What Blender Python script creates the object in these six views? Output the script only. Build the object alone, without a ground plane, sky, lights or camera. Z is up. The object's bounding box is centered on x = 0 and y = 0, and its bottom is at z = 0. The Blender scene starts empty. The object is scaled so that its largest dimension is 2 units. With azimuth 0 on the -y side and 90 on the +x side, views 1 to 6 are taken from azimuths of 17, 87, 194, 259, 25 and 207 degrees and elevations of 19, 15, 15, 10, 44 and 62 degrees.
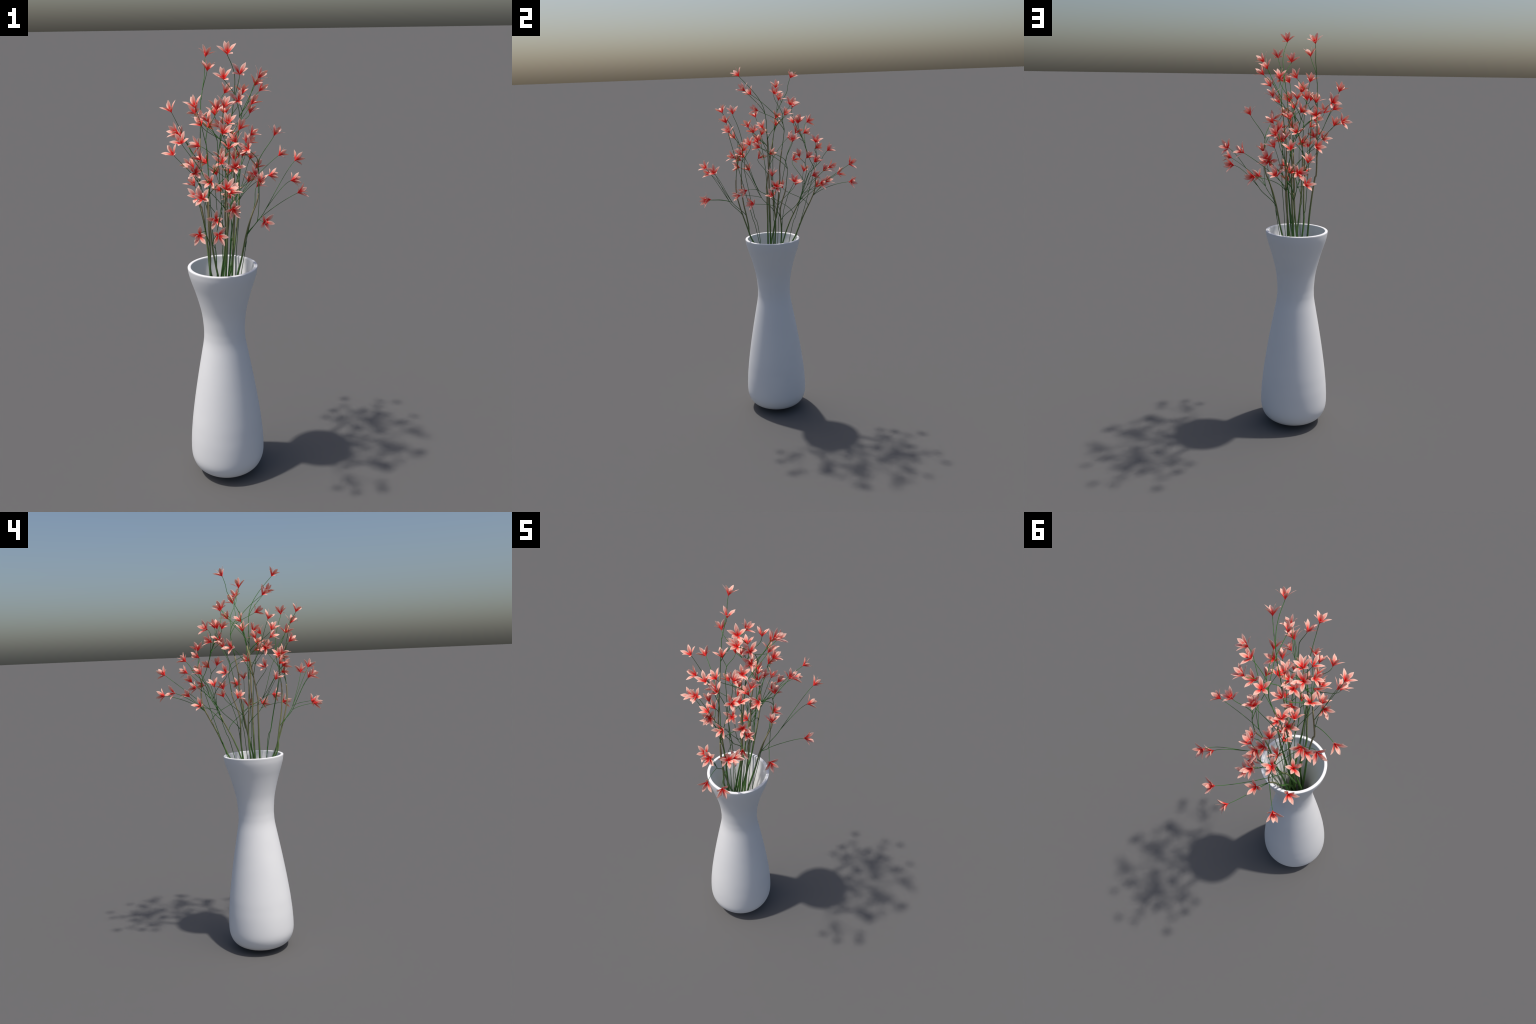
"""A white waisted vase holding a loose bouquet of thin-stemmed, star-shaped coral flowers."""
import bpy
import math
import random
from mathutils import Vector, Matrix

random.seed(7)
TAU = math.tau

# ------------------------------------------------------------------ materials


def new_material(name, rough=0.5, spec=0.5):
    m = bpy.data.materials.new(name)
    m.use_nodes = True
    nt = m.node_tree
    b = nt.nodes["Principled BSDF"]
    b.inputs["Roughness"].default_value = rough
    b.inputs["Specular IOR Level"].default_value = spec
    return m, nt, b


def node(nt, kind, **props):
    n = nt.nodes.new(kind)
    for k, v in props.items():
        setattr(n, k, v)
    return n


def math_node(nt, op, a, b=None):
    n = node(nt, "ShaderNodeMath", operation=op)
    for k, v in enumerate((a, b)):
        if v is None:
            continue
        if isinstance(v, (int, float)):
            n.inputs[k].default_value = v
        else:
            nt.links.new(v, n.inputs[k])
    return n.outputs[0]


def ramp(nt, fac, stops):
    r = node(nt, "ShaderNodeValToRGB")
    e = r.color_ramp.elements
    while len(e) < len(stops):
        e.new(0.5)
    for el, (p, c) in zip(e, stops):
        el.position, el.color = p, (*c, 1)
    nt.links.new(fac, r.inputs[0])
    return r.outputs[0]


def ceramic():
    m, nt, b = new_material("white_ceramic", 0.55, 0.3)
    tc = node(nt, "ShaderNodeTexCoord")
    nz = node(nt, "ShaderNodeTexNoise")
    nz.inputs["Scale"].default_value = 6.0
    nt.links.new(tc.outputs["Object"], nz.inputs["Vector"])
    c = ramp(nt, nz.outputs["Fac"], [(0.3, (0.775, 0.775, 0.785)), (0.7, (0.80, 0.80, 0.805))])
    nt.links.new(c, b.inputs["Base Color"])
    return m


def petal_material(name, azimuths):
    """Red streak running up the middle from the throat, melting into pale salmon."""
    m, nt, b = new_material(name, 0.6, 0.25)
    tc = node(nt, "ShaderNodeTexCoord")
    sep = node(nt, "ShaderNodeSeparateXYZ")
    nt.links.new(tc.outputs["Object"], sep.inputs[0])
    ln = node(nt, "ShaderNodeVectorMath", operation="LENGTH")
    nt.links.new(tc.outputs["Object"], ln.inputs[0])
    along = math_node(nt, "DIVIDE", ln.outputs["Value"], 0.052)
    # sideways distance from the nearest petal's midrib
    side = None
    for deg in azimuths:
        ca, sa = math.cos(math.radians(deg)), math.sin(math.radians(deg))
        off = math_node(nt, "ABSOLUTE", math_node(nt, "SUBTRACT", math_node(nt, "MULTIPLY", sep.outputs[1], ca), math_node(nt, "MULTIPLY", sep.outputs[0], sa)))
        side = off if side is None else math_node(nt, "MINIMUM", side, off)
    side = math_node(nt, "DIVIDE", side, 0.006)
    nz = node(nt, "ShaderNodeTexNoise")
    nz.inputs["Scale"].default_value = 160.0
    nt.links.new(tc.outputs["Object"], nz.inputs["Vector"])
    jit = math_node(nt, "MULTIPLY", math_node(nt, "SUBTRACT", nz.outputs["Fac"], 0.5), 0.10)
    f = math_node(nt, "ADD", math_node(nt, "ADD", along, math_node(nt, "MULTIPLY", math_node(nt, "MULTIPLY", side, side), 0.24)), jit)
    c = ramp(nt, f, [(0.0, RED), (0.40, RED2), (0.63, PINK), (0.92, PALE)])
    nt.links.new(c, b.inputs["Base Color"])
    # thin tissue: some sunlight comes through to the shaded side
    tr = node(nt, "ShaderNodeBsdfTranslucent")
    nt.links.new(c, tr.inputs["Color"])
    mix = node(nt, "ShaderNodeMixShader")
    mix.inputs[0].default_value = 0.32
    nt.links.new(b.outputs[0], mix.inputs[1])
    nt.links.new(tr.outputs[0], mix.inputs[2])
    nt.links.new(mix.outputs[0], nt.nodes["Material Output"].inputs["Surface"])
    return m


RED, RED2 = (0.93, 0.030, 0.024), (0.97, 0.060, 0.050)
PINK, PALE = (0.97, 0.42, 0.34), (0.98, 0.66, 0.56)


def stem_material(name, low, high, z0, z1, contrast=0.5):
    m, nt, b = new_material(name, 0.6, 0.15)
    tc = node(nt, "ShaderNodeTexCoord")
    sep = node(nt, "ShaderNodeSeparateXYZ")
    nt.links.new(tc.outputs["Object"], sep.inputs[0])
    f = math_node(nt, "DIVIDE", math_node(nt, "SUBTRACT", sep.outputs[2], z0), z1 - z0)
    mp = node(nt, "ShaderNodeMapping")
    mp.inputs["Scale"].default_value = (260, 260, 9)
    nt.links.new(tc.outputs["Object"], mp.inputs[0])
    nz = node(nt, "ShaderNodeTexNoise")
    nz.inputs["Scale"].default_value = 1.0
    nz.inputs["Detail"].default_value = 3.0
    nt.links.new(mp.outputs[0], nz.inputs["Vector"])
    f = math_node(nt, "ADD", f, math_node(nt, "MULTIPLY", math_node(nt, "SUBTRACT", nz.outputs["Fac"], 0.5), contrast))
    c = ramp(nt, f, [(0.0, low), (1.0, high)])
    nt.links.new(c, b.inputs["Base Color"])
    return m


CERAMIC = ceramic()
# each petal's tip in the flower's frame: azimuth (degrees), reach from the axis, height
PETAL_TIPS = [(1.1, 0.0368, 0.0372), (80.9, 0.0384, 0.0333), (149.4, 0.038, 0.0359), (-146.5, 0.0293, 0.0401), (-83.0, 0.0408, 0.0304), (39.4, 0.0141, 0.0486)]
PETAL = petal_material("coral_petal", [0.0])
PETALS_JOINED = petal_material("coral_petals", [t[0] for t in PETAL_TIPS])
STEM = stem_material("woody_green_stem", (0.07, 0.16, 0.04), (0.26, 0.235, 0.125), 1.03, 1.30, 0.7)
TWIG = stem_material("green_twig", (0.030, 0.105, 0.020), (0.058, 0.19, 0.034), 1.0, 1.8, 0.8)  # greens darkened below the twigs' own colour to paint in the bouquet's shade

# ------------------------------------------------------------------ helpers


def add_object(name, verts, faces, mat, parent=None, smooth=True):
    me = bpy.data.meshes.new(name)
    me.from_pydata([tuple(v) for v in verts], [], faces)
    me.materials.append(mat)
    if smooth:
        me.polygons.foreach_set("use_smooth", [True] * len(me.polygons))
    me.update()
    ob = bpy.data.objects.new(name, me)
    bpy.context.scene.collection.objects.link(ob)
    ob.parent = parent
    if parent and parent.name.startswith("flower_spray"):
        ob.matrix_parent_inverse = Matrix.Translation(-parent.location)
    return ob


def catmull(points, per=8):
    pts = [Vector(p) for p in points]
    pts = [pts[0] * 2 - pts[1]] + pts + [pts[-1] * 2 - pts[-2]]
    out = []
    for i in range(1, len(pts) - 2):
        a, b, c, d = pts[i - 1:i + 3]
        for k in range(per):
            t = k / per
            out.append(0.5 * ((2 * b) + (c - a) * t + (2 * a - 5 * b + 4 * c - d) * t * t + (3 * b - a - 3 * c + d) * t ** 3))
    out.append(pts[-2])
    return out


def hermite(p0, t0, p1, t1, n=14):
    out = []
    for k in range(n + 1):
        t = k / n
        out.append(p0 * (2 * t ** 3 - 3 * t ** 2 + 1) + t0 * (t ** 3 - 2 * t ** 2 + t) + p1 * (3 * t ** 2 - 2 * t ** 3) + t1 * (t ** 3 - t ** 2))
    return out


def tube(path, radius, sides=8, base=0):
    """Verts and faces of a tube along path; radius(u) with u in 0..1 over its length."""
    verts, faces = [], []
    n = len(path)
    lens = [0.0]
    for a, b in zip(path, path[1:]):
        lens.append(lens[-1] + (b - a).length)
    tan = (path[1] - path[0]).normalized()
    x = tan.orthogonal().normalized()
    for i, p in enumerate(path):
        t = (path[min(i + 1, n - 1)] - path[max(i - 1, 0)]).normalized()
        x = (x - t * x.dot(t)).normalized()
        y = t.cross(x)
        r = radius(lens[i] / lens[-1])
        for k in range(sides):
            a = TAU * k / sides
            verts.append(p + (x * math.cos(a) + y * math.sin(a)) * r)
    for i in range(n - 1):
        for k in range(sides):
            j = (k + 1) % sides
            faces.append((base + i * sides + k, base + i * sides + j, base + (i + 1) * sides + j, base + (i + 1) * sides + k))
    faces.append(tuple(base + k for k in reversed(range(sides))))
    faces.append(tuple(base + (n - 1) * sides + k for k in range(sides)))
    return verts, faces


# ------------------------------------------------------------------ vase

VASE_X, VASE_Y = -0.0572, -0.0420
OUTER = [(0.0, 0.018), (0.096, 0.018), (0.111, 0.0195), (0.126, 0.0245), (0.142, 0.034), (0.157, 0.050), (0.1675, 0.073),
         (0.1732, 0.10), (0.1740, 0.14), (0.1710, 0.20), (0.1662, 0.25), (0.1606, 0.30), (0.1463, 0.40), (0.1298, 0.50),
         (0.1155, 0.58), (0.1045, 0.64), (0.0990, 0.67), (0.0952, 0.697), (0.0938, 0.72), (0.0938, 0.755), (0.0995, 0.82),
         (0.1120, 0.88), (0.1270, 0.935), (0.1413, 0.98), (0.1508, 1.015), (0.1547, 1.040)]
RIM = [(0.1550, 1.0440), (0.1543, 1.0465), (0.1520, 1.0475), (0.1440, 1.0475), (0.1415, 1.0468), (0.1400, 1.0440)]
INNER = [(0.1390, 1.035), (0.1340, 1.010), (0.1250, 0.98), (0.1110, 0.935), (0.0965, 0.88), (0.0850, 0.82),
         (0.0795, 0.755), (0.0820, 0.70), (0.0895, 0.64), (0.1010, 0.58), (0.1155, 0.50), (0.1325, 0.40),
         (0.1465, 0.30), (0.1570, 0.20), (0.1590, 0.13), (0.1500, 0.07), (0.1250, 0.045), (0.08, 0.032), (0.0, 0.030)]


def lathe(profile, seg=128):
    verts, faces, rows = [], [], []
    for r, z in profile:
        if r < 1e-6:
            rows.append([len(verts)])
            verts.append((0, 0, z))
        else:
            rows.append(list(range(len(verts), len(verts) + seg)))
            verts += [(r * math.cos(TAU * k / seg), r * math.sin(TAU * k / seg), z) for k in range(seg)]
    for a, b in zip(rows, rows[1:]):
        for k in range(seg):
            j = (k + 1) % seg
            if len(a) == 1:
                faces.append((a[0], b[j], b[k]))
            elif len(b) == 1:
                faces.append((a[k], a[j], b[0]))
            else:
                faces.append((a[k], a[j], b[j], b[k]))
    return verts, faces


def refine(profile, per=4):
    pts = catmull([(r, 0, z) for r, z in profile], per)
    return [(max(p.x, 0.0), p.z) for p in pts]


body = refine(OUTER[1:])
inner = refine(INNER[:-1])
vase = bpy.data.objects.new("vase", None)
bpy.context.scene.collection.objects.link(vase)
vase.location = (VASE_X, VASE_Y - 0.003, 0)
vase.rotation_euler.x = -0.0055  # leans by a third of a degree
vase["label"] = "tall white ceramic vase with narrow waist and flared mouth"
vase["category"] = "vase"
v, f = lathe([OUTER[0]] + body)
add_object("vase_body", v, f, CERAMIC, vase)
v, f = lathe([body[-1]] + refine(RIM, 3) + [inner[0]])
add_object("vase_rim", v, f, CERAMIC, vase)
v, f = lathe(inner + [INNER[-1]])
add_object("vase_inside", v, f, CERAMIC, vase)

# ------------------------------------------------------------------ flower parts

PETAL_WIDTH, THICK = 0.0086, 0.0004


def petal_width(t):
    """Half width along the petal: narrow claw, widest at two thirds, pointed tip."""
    if t < 0.66:
        s = t / 0.66
        return PETAL_WIDTH * (0.10 + 0.90 * math.sin(s * math.pi / 2) ** 1.55)
    s = (t - 0.66) / 0.34
    return PETAL_WIDTH * max(0.02, (1 - s ** 1.6))


def petal_shape(reach_r, reach_z, length_scale=1.0, width_scale=1.0, rows=15, cols=7):
    """Closed thin petal leaning out from the flower's axis, in the flower's own frame."""
    ctrl = (reach_r * 0.30, reach_z * 0.62)
    verts, faces = [], []

    def spine(t):
        return Vector((2 * t * (1 - t) * ctrl[0] + t * t * reach_r, 0, 2 * t * (1 - t) * ctrl[1] + t * t * reach_z)) * length_scale

    for layer in (0, 1):
        for i in range(rows):
            t = i / (rows - 1)
            p = spine(t)
            d = (spine(min(t + .01, 1)) - spine(max(t - .01, 0))).normalized()
            up = Vector((-d.z, 0, d.x))
            for j in range(cols):
                s = 2 * j / (cols - 1) - 1
                w = petal_width(t) * width_scale
                cup = 0.12 * w * s * s - 0.04 * w
                q = p + Vector((0, s * w, 0)) + up * cup
                off = THICK * (1 - 0.7 * s * s) * (1 - 0.6 * t)
                verts.append(q + up * (off if layer else -off))
    n = rows * cols
    for i in range(rows - 1):
        for j in range(cols - 1):
            a = i * cols + j
            faces.append((a, a + 1, a + cols + 1, a + cols))
            faces.append((n + a, n + a + cols, n + a + cols + 1, n + a + 1))
    rim = [j for j in range(cols)] + [i * cols + cols - 1 for i in range(1, rows)] + \
          [(rows - 1) * cols + j for j in reversed(range(cols - 1))] + [i * cols for i in reversed(range(1, rows - 1))]
    for a, b in zip(rim, rim[1:] + rim[:1]):
        faces.append((b, a, n + a, n + b))
    return verts, faces


def turned(shape, angle):
    m = Matrix.Rotation(angle, 3, "Z")
    return [m @ v for v in shape[0]], shape[1]


def merged(shapes):
    verts, faces = [], []
    for vs, fs in shapes:
        k = len(verts)
        verts += vs
        faces += [tuple(a + k for a in f) for f in fs]
    return verts, faces


def mesh_of(name, shape, mat):
    me = bpy.data.meshes.new(name)
    me.from_pydata([tuple(v) for v in shape[0]], [], shape[1])
    me.materials.append(mat)
    me.polygons.foreach_set("use_smooth", [True] * len(me.polygons))
    me.update()
    return me


PETALS = [petal_shape(r, z, 1.04) for _, r, z in PETAL_TIPS]
PETAL_MESH = [mesh_of("petal", s, PETAL) for s in PETALS]
throat = tube([Vector((0, 0, -0.0012)), Vector((0, 0, 0.002)), Vector((0, 0, 0.0055))], lambda u: 0.0011 + 0.0010 * u, 10)
stamens = [tube([Vector((0, 0, 0.003)), Vector((0.002 * math.cos(a), 0.002 * math.sin(a), 0.010)),
                 Vector((0.004 * math.cos(a), 0.004 * math.sin(a), 0.0165))], lambda u: 0.0004, 5) for a in (0.1, 2.4, 4.6)]
HEART_MESH = mesh_of("flower", merged([throat] + stamens), PETALS_JOINED)
CLUSTER_MESH = mesh_of("petal_cluster", merged([turned(s, math.radians(t[0])) for s, t in zip(PETALS, PETAL_TIPS)]), PETALS_JOINED)

petal_count = 0


def flower_frame(az, el, spin):
    """Rotation whose z is the flower's axis (azimuth, elevation) turned by spin about it."""
    a, e = math.radians(az), math.radians(el)
    z = Vector((math.cos(e) * math.cos(a), math.cos(e) * math.sin(a), math.sin(e)))
    h = Vector((-math.sin(a), math.cos(a), 0))
    f = z.cross(h)
    s = math.radians(spin)
    x = h * math.cos(s) + f * math.sin(s)
    y = z.cross(x)
    return Matrix((x, y, z)).transposed()


def add_flower(parent, spec):
    global petal_count
    x, y, z, az, el, spin = spec
    ob = bpy.data.objects.new("flower", HEART_MESH)
    ob.matrix_world = Matrix.Translation((x, y, z)) @ flower_frame(az, el, spin).to_4x4()
    bpy.context.scene.collection.objects.link(ob)
    ob.parent = parent
    ob.matrix_parent_inverse = Matrix.Translation(-parent.location)
    if petal_count + len(PETAL_TIPS) <= 300:
        for me, (az_tip, _, _) in zip(PETAL_MESH, PETAL_TIPS):
            p = bpy.data.objects.new("petal", me)
            p.matrix_local = Matrix.Rotation(math.radians(az_tip), 4, "Z")
            bpy.context.scene.collection.objects.link(p)
            p.parent = ob
        petal_count += len(PETAL_TIPS)
    else:
        p = bpy.data.objects.new("petal_cluster", CLUSTER_MESH)
        p["kind"] = "stuff"
        bpy.context.scene.collection.objects.link(p)
        p.parent = ob


# ------------------------------------------------------------------ sprays
# Each spray: the woody stem's path, the height where it thins into green, the
# flower on its tip, and side branches (where they leave, and the flowers they
# end in). A flower is (x, y, z, azimuth, elevation of its axis, spin).
BOUQUET = [
    dict(path=[(-0.043, 0.011, 0.034), (-0.037, 0.009, 0.350), (-0.025, -0.056, 0.750), (-0.039, -0.094, 0.920), (-0.038, -0.157, 1.048), (-0.040, -0.179, 1.114), (-0.041, -0.200, 1.181), (-0.039, -0.219, 1.248), (-0.038, -0.233, 1.316), (-0.038, -0.233, 1.384), (-0.038, -0.225, 1.451), (-0.044, -0.210, 1.515), (-0.046, -0.207, 1.558), (-0.048, -0.208, 1.601), (-0.050, -0.224, 1.640), (-0.052, -0.239, 1.679), (-0.054, -0.259, 1.716), (-0.055, -0.283, 1.751)],
        olive_end=1.40, tip=(-0.056, -0.288, 1.760, -115, 66, 63),
        shoot=[(-0.024, -0.120, 1.050), (-0.014, -0.149, 1.176), (-0.003, -0.177, 1.300), (0.015, -0.258, 1.637)], sprays=[
        ('stem', 1.19, [(0.053, -0.389, 1.301, -52, 3, 141),
            (0.087, -0.344, 1.451, -20, 45, 314),
            (0.090, -0.386, 1.477, -46, 44, 251)]),
        ('stem', 1.41, [(0.079, -0.234, 1.529, -69, 31, 268)]),
        ('stem', 1.45, [(-0.080, -0.188, 1.543, 167, 46, 72),
            (-0.145, -0.224, 1.612, -92, 47, 284)]),
        ('shoot', 1.62, [(-0.013, -0.269, 1.707, -125, 62, 195)]),
    ]),
    dict(path=[(-0.110, -0.027, 0.034), (-0.107, -0.065, 0.350), (-0.076, -0.094, 0.750), (-0.067, -0.096, 0.920), (-0.067, -0.164, 1.058), (-0.063, -0.173, 1.125), (-0.059, -0.184, 1.191), (-0.056, -0.196, 1.256), (-0.054, -0.202, 1.320), (-0.054, -0.203, 1.384), (-0.033, -0.197, 1.474), (-0.021, -0.191, 1.522), (-0.009, -0.187, 1.571), (0.002, -0.191, 1.618), (0.013, -0.201, 1.664), (0.024, -0.215, 1.708), (0.034, -0.232, 1.750)],
        olive_end=1.40, tip=(0.035, -0.232, 1.756, -17, 62, 327),
        shoot=[(-0.059, -0.110, 1.041), (-0.060, -0.136, 1.176), (-0.059, -0.149, 1.244), (-0.088, -0.182, 1.435)], sprays=[
        ('stem', 1.18, [(-0.026, -0.377, 1.293, -74, 3, 163),
            (-0.042, -0.346, 1.427, -87, 48, 358),
            (-0.009, -0.370, 1.433, -82, 32, 327)]),
        ('shoot', 1.39, [(-0.116, -0.179, 1.505, -128, 51, 49),
            (-0.205, -0.169, 1.554, -115, 48, 65)]),
        ('stem', 1.49, [(0.021, -0.147, 1.585, -48, 62, 78)]),
        ('stem', 1.56, [(0.036, -0.253, 1.660, -44, 48, 108)]),
    ]),
    dict(path=[(-0.042, -0.087, 0.034), (-0.063, -0.079, 0.350), (-0.090, -0.069, 0.750), (-0.102, -0.065, 0.920), (-0.109, -0.062, 1.032), (-0.113, -0.061, 1.089), (-0.118, -0.059, 1.145), (-0.124, -0.059, 1.201), (-0.131, -0.058, 1.256), (-0.139, -0.057, 1.311), (-0.147, -0.053, 1.365), (-0.152, 0.012, 1.728), (-0.152, 0.022, 1.763), (-0.152, 0.039, 1.795), (-0.153, 0.057, 1.827), (-0.153, 0.075, 1.858), (-0.154, 0.082, 1.894)],
        olive_end=1.55, tip=(-0.154, 0.094, 1.930, 82, 59, 222),
        shoot=[(-0.090, -0.028, 1.050), (-0.100, -0.027, 1.150), (-0.106, -0.026, 1.240), (-0.124, -0.014, 1.600)], sprays=[
        ('stem', 1.41, [(-0.161, -0.100, 1.492, 136, 34, 190)]),
        ('stem', 1.43, [(-0.278, 0.085, 1.592, 140, 15, 197)]),
        ('stem', 1.52, [(-0.206, -0.114, 1.634, -128, 38, 118),
            (-0.236, -0.101, 1.719, -132, 64, 77)]),
        ('shoot', 1.59, [(-0.146, 0.007, 1.670, 164, 75, 16),
            (-0.076, -0.000, 1.719, 109, 59, 30)]),
        ('stem', 1.65, [(-0.075, 0.095, 1.780, 14, 59, 330)]),
        ('stem', 1.80, [(-0.117, 0.011, 1.877, 28, 80, 34)]),
    ]),
    dict(path=[(-0.104, -0.070, 0.001), (-0.082, -0.064, 0.350), (-0.056, -0.057, 0.750), (-0.045, -0.054, 0.920), (-0.036, -0.051, 1.049), (-0.032, -0.050, 1.106), (-0.029, -0.050, 1.163), (-0.026, -0.050, 1.219), (-0.024, -0.051, 1.275), (-0.024, -0.051, 1.330), (-0.024, -0.049, 1.384), (0.004, -0.053, 1.671), (0.012, -0.056, 1.725), (0.023, -0.066, 1.778), (0.035, -0.088, 1.826), (0.045, -0.119, 1.869), (0.047, -0.153, 1.908)],
        olive_end=1.60, tip=(0.042, -0.191, 1.949, -72, 56, 24),
        shoot=[(-0.022, -0.055, 1.050), (-0.012, -0.056, 1.163), (-0.004, -0.058, 1.275), (-0.013, -0.067, 1.454)], sprays=[
        ('shoot', 1.44, [(-0.049, -0.042, 1.524, 93, 40, 95),
            (-0.111, -0.115, 1.587, 161, 8, 354),
            (-0.026, -0.083, 1.635, 69, 62, 350)]),
        ('stem', 1.55, [(0.061, -0.130, 1.660, 56, 56, 117)]),
        ('stem', 1.55, [(-0.087, -0.149, 1.673, -136, 60, 323)]),
        ('stem', 1.62, [(0.062, 0.039, 1.741, 52, 54, 139)]),
        ('stem', 1.75, [(0.080, -0.163, 1.874, -66, 47, 136)]),
    ]),
    dict(path=[(-0.041, -0.094, 0.034), (-0.036, -0.093, 0.350), (-0.022, -0.084, 0.750), (-0.010, -0.070, 0.920), (-0.009, -0.044, 1.055), (-0.010, -0.029, 1.125), (-0.010, -0.015, 1.195), (-0.009, -0.004, 1.264), (-0.009, 0.004, 1.334), (-0.009, 0.011, 1.402), (-0.009, 0.013, 1.471), (0.006, 0.038, 1.632), (0.011, 0.039, 1.680), (0.015, 0.019, 1.723), (0.018, -0.017, 1.756), (0.021, -0.051, 1.790), (0.014, -0.086, 1.821)],
        olive_end=1.55, tip=(0.005, -0.129, 1.853, -83, 50, 32),
        shoot=[(0.003, -0.036, 1.055), (0.008, -0.012, 1.195), (0.012, 0.004, 1.300), (0.001, 0.053, 1.525)], sprays=[
        ('stem', 1.24, [(-0.046, 0.099, 1.349, 57, 64, 251)]),
        ('shoot', 1.50, [(-0.043, 0.088, 1.595, 84, 69, 186)]),
        ('stem', 1.66, [(0.050, -0.097, 1.770, -78, 30, 151),
            (0.088, 0.007, 1.820, 42, 63, 19)]),
        ('stem', 1.69, [(0.088, 0.069, 1.793, 10, 48, 192),
            (0.109, -0.015, 1.852, 16, 48, 184)]),
    ]),
    dict(path=[(-0.110, -0.058, 0.034), (-0.111, -0.054, 0.350), (-0.103, -0.041, 0.750), (-0.079, -0.030, 0.920), (-0.062, -0.023, 1.041), (-0.056, -0.020, 1.082), (-0.051, -0.019, 1.123), (-0.048, -0.019, 1.163), (-0.045, -0.022, 1.202), (-0.043, -0.025, 1.241), (-0.043, -0.028, 1.280), (-0.031, -0.039, 1.455), (-0.020, -0.050, 1.630)],
        olive_end=1.42, tip=(-0.005, -0.072, 1.672, -55, 58, 18),
        shoot=[(-0.035, -0.008, 1.070), (-0.027, -0.002, 1.160), (-0.022, 0.003, 1.227), (-0.017, -0.050, 1.298)], sprays=[
        ('stem', 1.20, [(-0.020, -0.210, 1.308, -69, 8, 164),
            (-0.127, -0.153, 1.428, -129, 59, 248),
            (-0.033, -0.207, 1.462, -98, 18, 44)]),
        ('shoot', 1.34, [(0.043, -0.173, 1.348, -66, -11, 165),
            (-0.107, -0.197, 1.493, -61, 30, 143),
            (0.008, -0.192, 1.536, -78, 41, 160)]),
    ]),
    dict(path=[(-0.112, -0.036, 0.034), (-0.109, -0.024, 0.350), (-0.048, -0.004, 0.750), (-0.019, -0.003, 0.920), (0.014, 0.007, 1.058), (0.026, 0.009, 1.117), (0.039, 0.005, 1.175), (0.055, 0.003, 1.232), (0.071, 0.015, 1.287), (0.088, 0.031, 1.340), (0.090, 0.039, 1.392), (0.090, 0.046, 1.451), (0.090, 0.042, 1.483), (0.090, 0.031, 1.513), (0.090, 0.006, 1.531), (0.090, -0.022, 1.545), (0.090, -0.051, 1.558), (0.090, -0.079, 1.571)],
        olive_end=1.36, tip=(0.090, -0.096, 1.579, -97, 31, 164),
        shoot=[(0.028, 0.009, 1.080), (0.034, 0.011, 1.129), (0.053, 0.022, 1.227), (0.070, 0.046, 1.313)], sprays=[
        ('stem', 1.18, [(0.165, -0.141, 1.292, -47, 12, 125),
            (0.120, -0.039, 1.428, 13, 83, 303),
            (0.278, -0.031, 1.393, -1, 27, 212)]),
        ('shoot', 1.29, [(0.069, 0.081, 1.383, 11, 52, 184)]),
        ('stem', 1.17, [(0.192, 0.204, 1.390, 48, 11, 121),
            (0.200, 0.250, 1.472, 65, 25, 345)]),
        ('stem', 1.46, [(0.043, -0.104, 1.603, -170, 64, 187)]),
        ('stem', 1.50, [(0.151, 0.072, 1.610, 15, 65, 181)]),
    ]),
    dict(path=[(-0.066, -0.096, 0.034), (-0.068, -0.096, 0.350), (-0.079, -0.068, 0.750), (-0.074, -0.011, 0.920), (-0.071, 0.028, 1.036), (-0.070, 0.040, 1.074), (-0.070, 0.054, 1.110), (-0.070, 0.069, 1.146), (-0.070, 0.086, 1.180), (-0.071, 0.103, 1.214), (-0.073, 0.119, 1.248), (-0.048, 0.171, 1.401), (-0.045, 0.188, 1.423), (-0.041, 0.206, 1.444), (-0.039, 0.227, 1.462), (-0.035, 0.245, 1.482), (-0.032, 0.257, 1.507), (-0.028, 0.273, 1.529)],
        olive_end=1.26, tip=(-0.027, 0.278, 1.535, 69, 41, 230),
        shoot=[(-0.057, 0.060, 1.040), (-0.055, 0.098, 1.170), (-0.052, 0.118, 1.238), (-0.038, 0.165, 1.430)], sprays=[
        ('stem', 1.18, [(-0.013, -0.030, 1.294, -28, 49, 132)]),
        ('stem', 1.21, [(-0.149, 0.228, 1.316, 135, 32, 196),
            (-0.143, 0.157, 1.408, 133, 64, 6),
            (-0.076, 0.211, 1.469, 94, 54, 177)]),
        ('stem', 1.29, [(0.033, 0.184, 1.410, 115, 10, 290),
            (0.016, 0.248, 1.429, 67, 47, 122),
            (-0.001, 0.208, 1.477, 53, 59, 228)]),
        ('stem', 1.22, [(0.090, 0.378, 1.469, 43, 31, 10)]),
        ('stem', 1.35, [(-0.167, 0.099, 1.473, 139, 25, 194)]),
        ('shoot', 1.42, [(-0.022, 0.161, 1.500, 68, 48, 305),
            (-0.026, 0.125, 1.507, -79, 79, 139)]),
    ]),
    dict(path=[(-0.061, -0.097, 0.034), (-0.062, -0.097, 0.350), (-0.060, -0.042, 0.750), (-0.055, 0.013, 0.920), (-0.051, 0.084, 1.039), (-0.049, 0.109, 1.094), (-0.048, 0.132, 1.150), (-0.048, 0.157, 1.204), (-0.051, 0.184, 1.256), (-0.055, 0.207, 1.309), (-0.059, 0.215, 1.367), (-0.074, 0.209, 1.439), (-0.082, 0.191, 1.479), (-0.091, 0.177, 1.519), (-0.099, 0.164, 1.560), (-0.108, 0.151, 1.601), (-0.116, 0.130, 1.639), (-0.123, 0.107, 1.675)],
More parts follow.
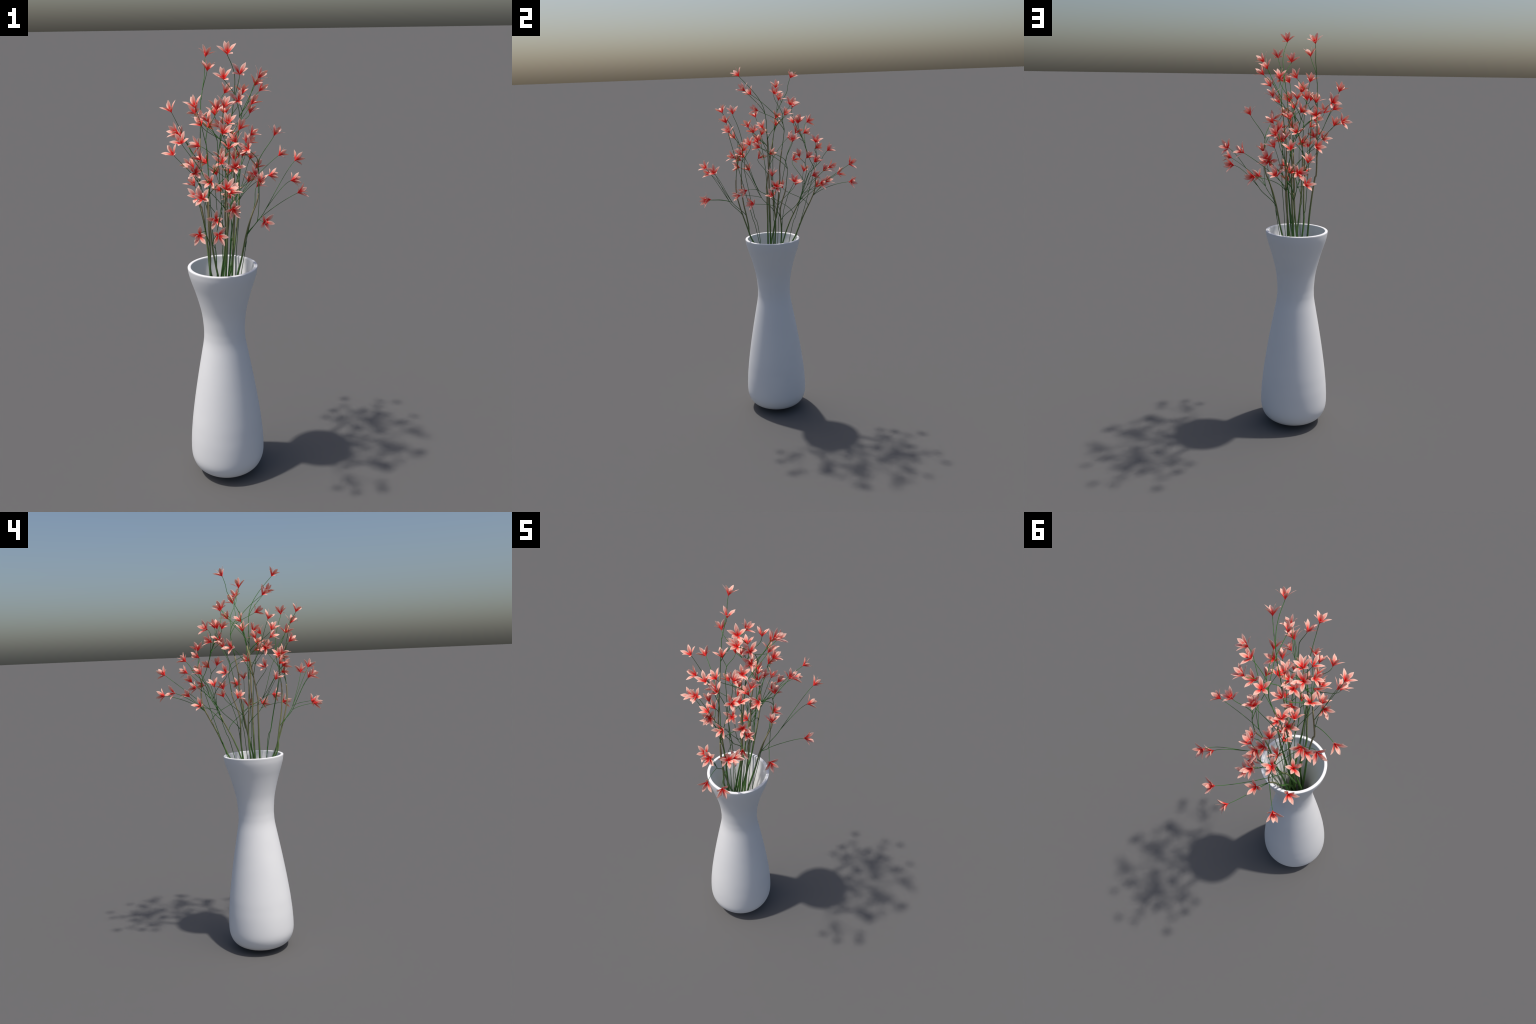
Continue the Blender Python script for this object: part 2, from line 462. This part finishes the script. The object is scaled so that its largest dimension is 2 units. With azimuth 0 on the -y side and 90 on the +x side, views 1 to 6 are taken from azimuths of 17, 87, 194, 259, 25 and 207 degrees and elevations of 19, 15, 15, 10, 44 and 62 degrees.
        olive_end=1.38, tip=(-0.125, 0.106, 1.684, -66, 72, 14),
        shoot=[(-0.066, 0.100, 1.050), (-0.063, 0.121, 1.120), (-0.060, 0.158, 1.244), (-0.040, 0.224, 1.482)], sprays=[
        ('stem', 1.23, [(-0.032, 0.028, 1.338, -143, 51, 3)]),
        ('stem', 1.28, [(-0.030, 0.269, 1.358, 74, 46, 112)]),
        ('stem', 1.28, [(0.038, 0.387, 1.368, 49, 6, 116)]),
        ('stem', 1.28, [(-0.140, 0.351, 1.387, 123, 15, 208)]),
        ('shoot', 1.46, [(-0.018, 0.209, 1.552, 79, 28, 354),
            (0.004, 0.212, 1.585, 3, 53, 202)]),
        ('stem', 1.52, [(-0.181, 0.164, 1.623, 94, 27, 103),
            (-0.250, 0.192, 1.680, 124, 25, 325),
            (-0.095, 0.111, 1.631, 141, 39, 181)]),
        ('stem', 1.58, [(-0.081, 0.122, 1.687, 173, 86, 72),
            (0.032, 0.116, 1.695, 34, 78, 353)]),
        ('stem', 1.60, [(0.010, 0.087, 1.778, 105, 74, 317)]),
    ]),
]

AXIS = Vector((VASE_X, VASE_Y, 0))


def facing(spec):
    return flower_frame(spec[3], spec[4], 0) @ Vector((0, 0, 1))


def nearest_height(path, z):
    best = min(range(1, len(path) - 1), key=lambda i: abs(path[i].z - z))
    return path[best], (path[best + 1] - path[best - 1]).normalized()


def branch(p0, t0, p1, t1):
    d = (p1 - p0).length
    return hermite(p0, t0 * d * 0.9, p1, t1 * d * 0.7)


for item in BOUQUET:
    spray = bpy.data.objects.new("flower_spray", None)
    bpy.context.scene.collection.objects.link(spray)
    spray.location = item["path"][0]
    spray["label"] = "slender woody stem branching into small coral star flowers"
    spray["category"] = "flower stem"
    tip = item["tip"]
    path = catmull(item["path"] + [tip[:3]], 8)
    z_end = item["olive_end"]

    cut = next((i for i, p in enumerate(path) if p.z > z_end), len(path) - 3)
    lower, upper = path[:cut + 1], path[cut:]
    v, f = tube(lower, lambda u: 0.0082 - 0.0052 * u ** 0.9, 12)
    add_object("stem", v, f, STEM, spray)
    v, f = tube(upper, lambda u: 0.0018 - 0.0006 * u, 8)
    add_object("stem_tip", v, f, TWIG, spray)
    add_flower(spray, tip)

    for source, z, flowers in item["sprays"]:
        centre = sum((Vector(s[:3]) for s in flowers), Vector()) / len(flowers)
        start, rise = nearest_height(path, z)
        shapes = []
        if source == "shoot":
            # a thin side shoot that climbs from the foot of the stem beside it
            shoot = catmull([path[6]] + item["shoot"], 8)
            node_p = shoot[-1]
            v, f = tube(shoot, lambda u: 0.0019 - 0.0005 * u, 8)
            add_object("side_shoot", v, f, TWIG, spray)
            start, rise = node_p, (shoot[-1] - shoot[-3]).normalized()
        if len(flowers) == 1:
            s = flowers[0]
            p1 = Vector(s[:3])
            shapes.append(tube(branch(start, (rise + (p1 - start).normalized()).normalized(), p1, facing(s)), lambda u: 0.0016 - 0.0005 * u, 7))
        else:
            lowest = min(Vector(s[:3]).z for s in flowers)
            fork = start.lerp(centre, 0.42)
            fork.z = min(max(fork.z, start.z + 0.04), max(lowest - 0.015, start.z + 0.02))
            out = (fork - start).normalized()
            trunk = hermite(start, (rise * 0.7 + out).normalized() * (fork - start).length, fork, (out + Vector((0, 0, 0.5))).normalized() * (fork - start).length * 0.8, 8)
            shapes.append(tube(trunk, lambda u: 0.0018 - 0.0003 * u, 7))
            grow = (trunk[-1] - trunk[-2]).normalized()
            for s in flowers:
                p1 = Vector(s[:3])
                aim = (p1 - fork).normalized()
                shapes.append(tube(branch(fork, (grow * 0.6 + aim).normalized(), p1, facing(s)), lambda u: 0.0014 - 0.0004 * u, 7))
        v, f = merged(shapes)
        add_object("branch", v, f, TWIG, spray)
        for s in flowers:
            add_flower(spray, s)
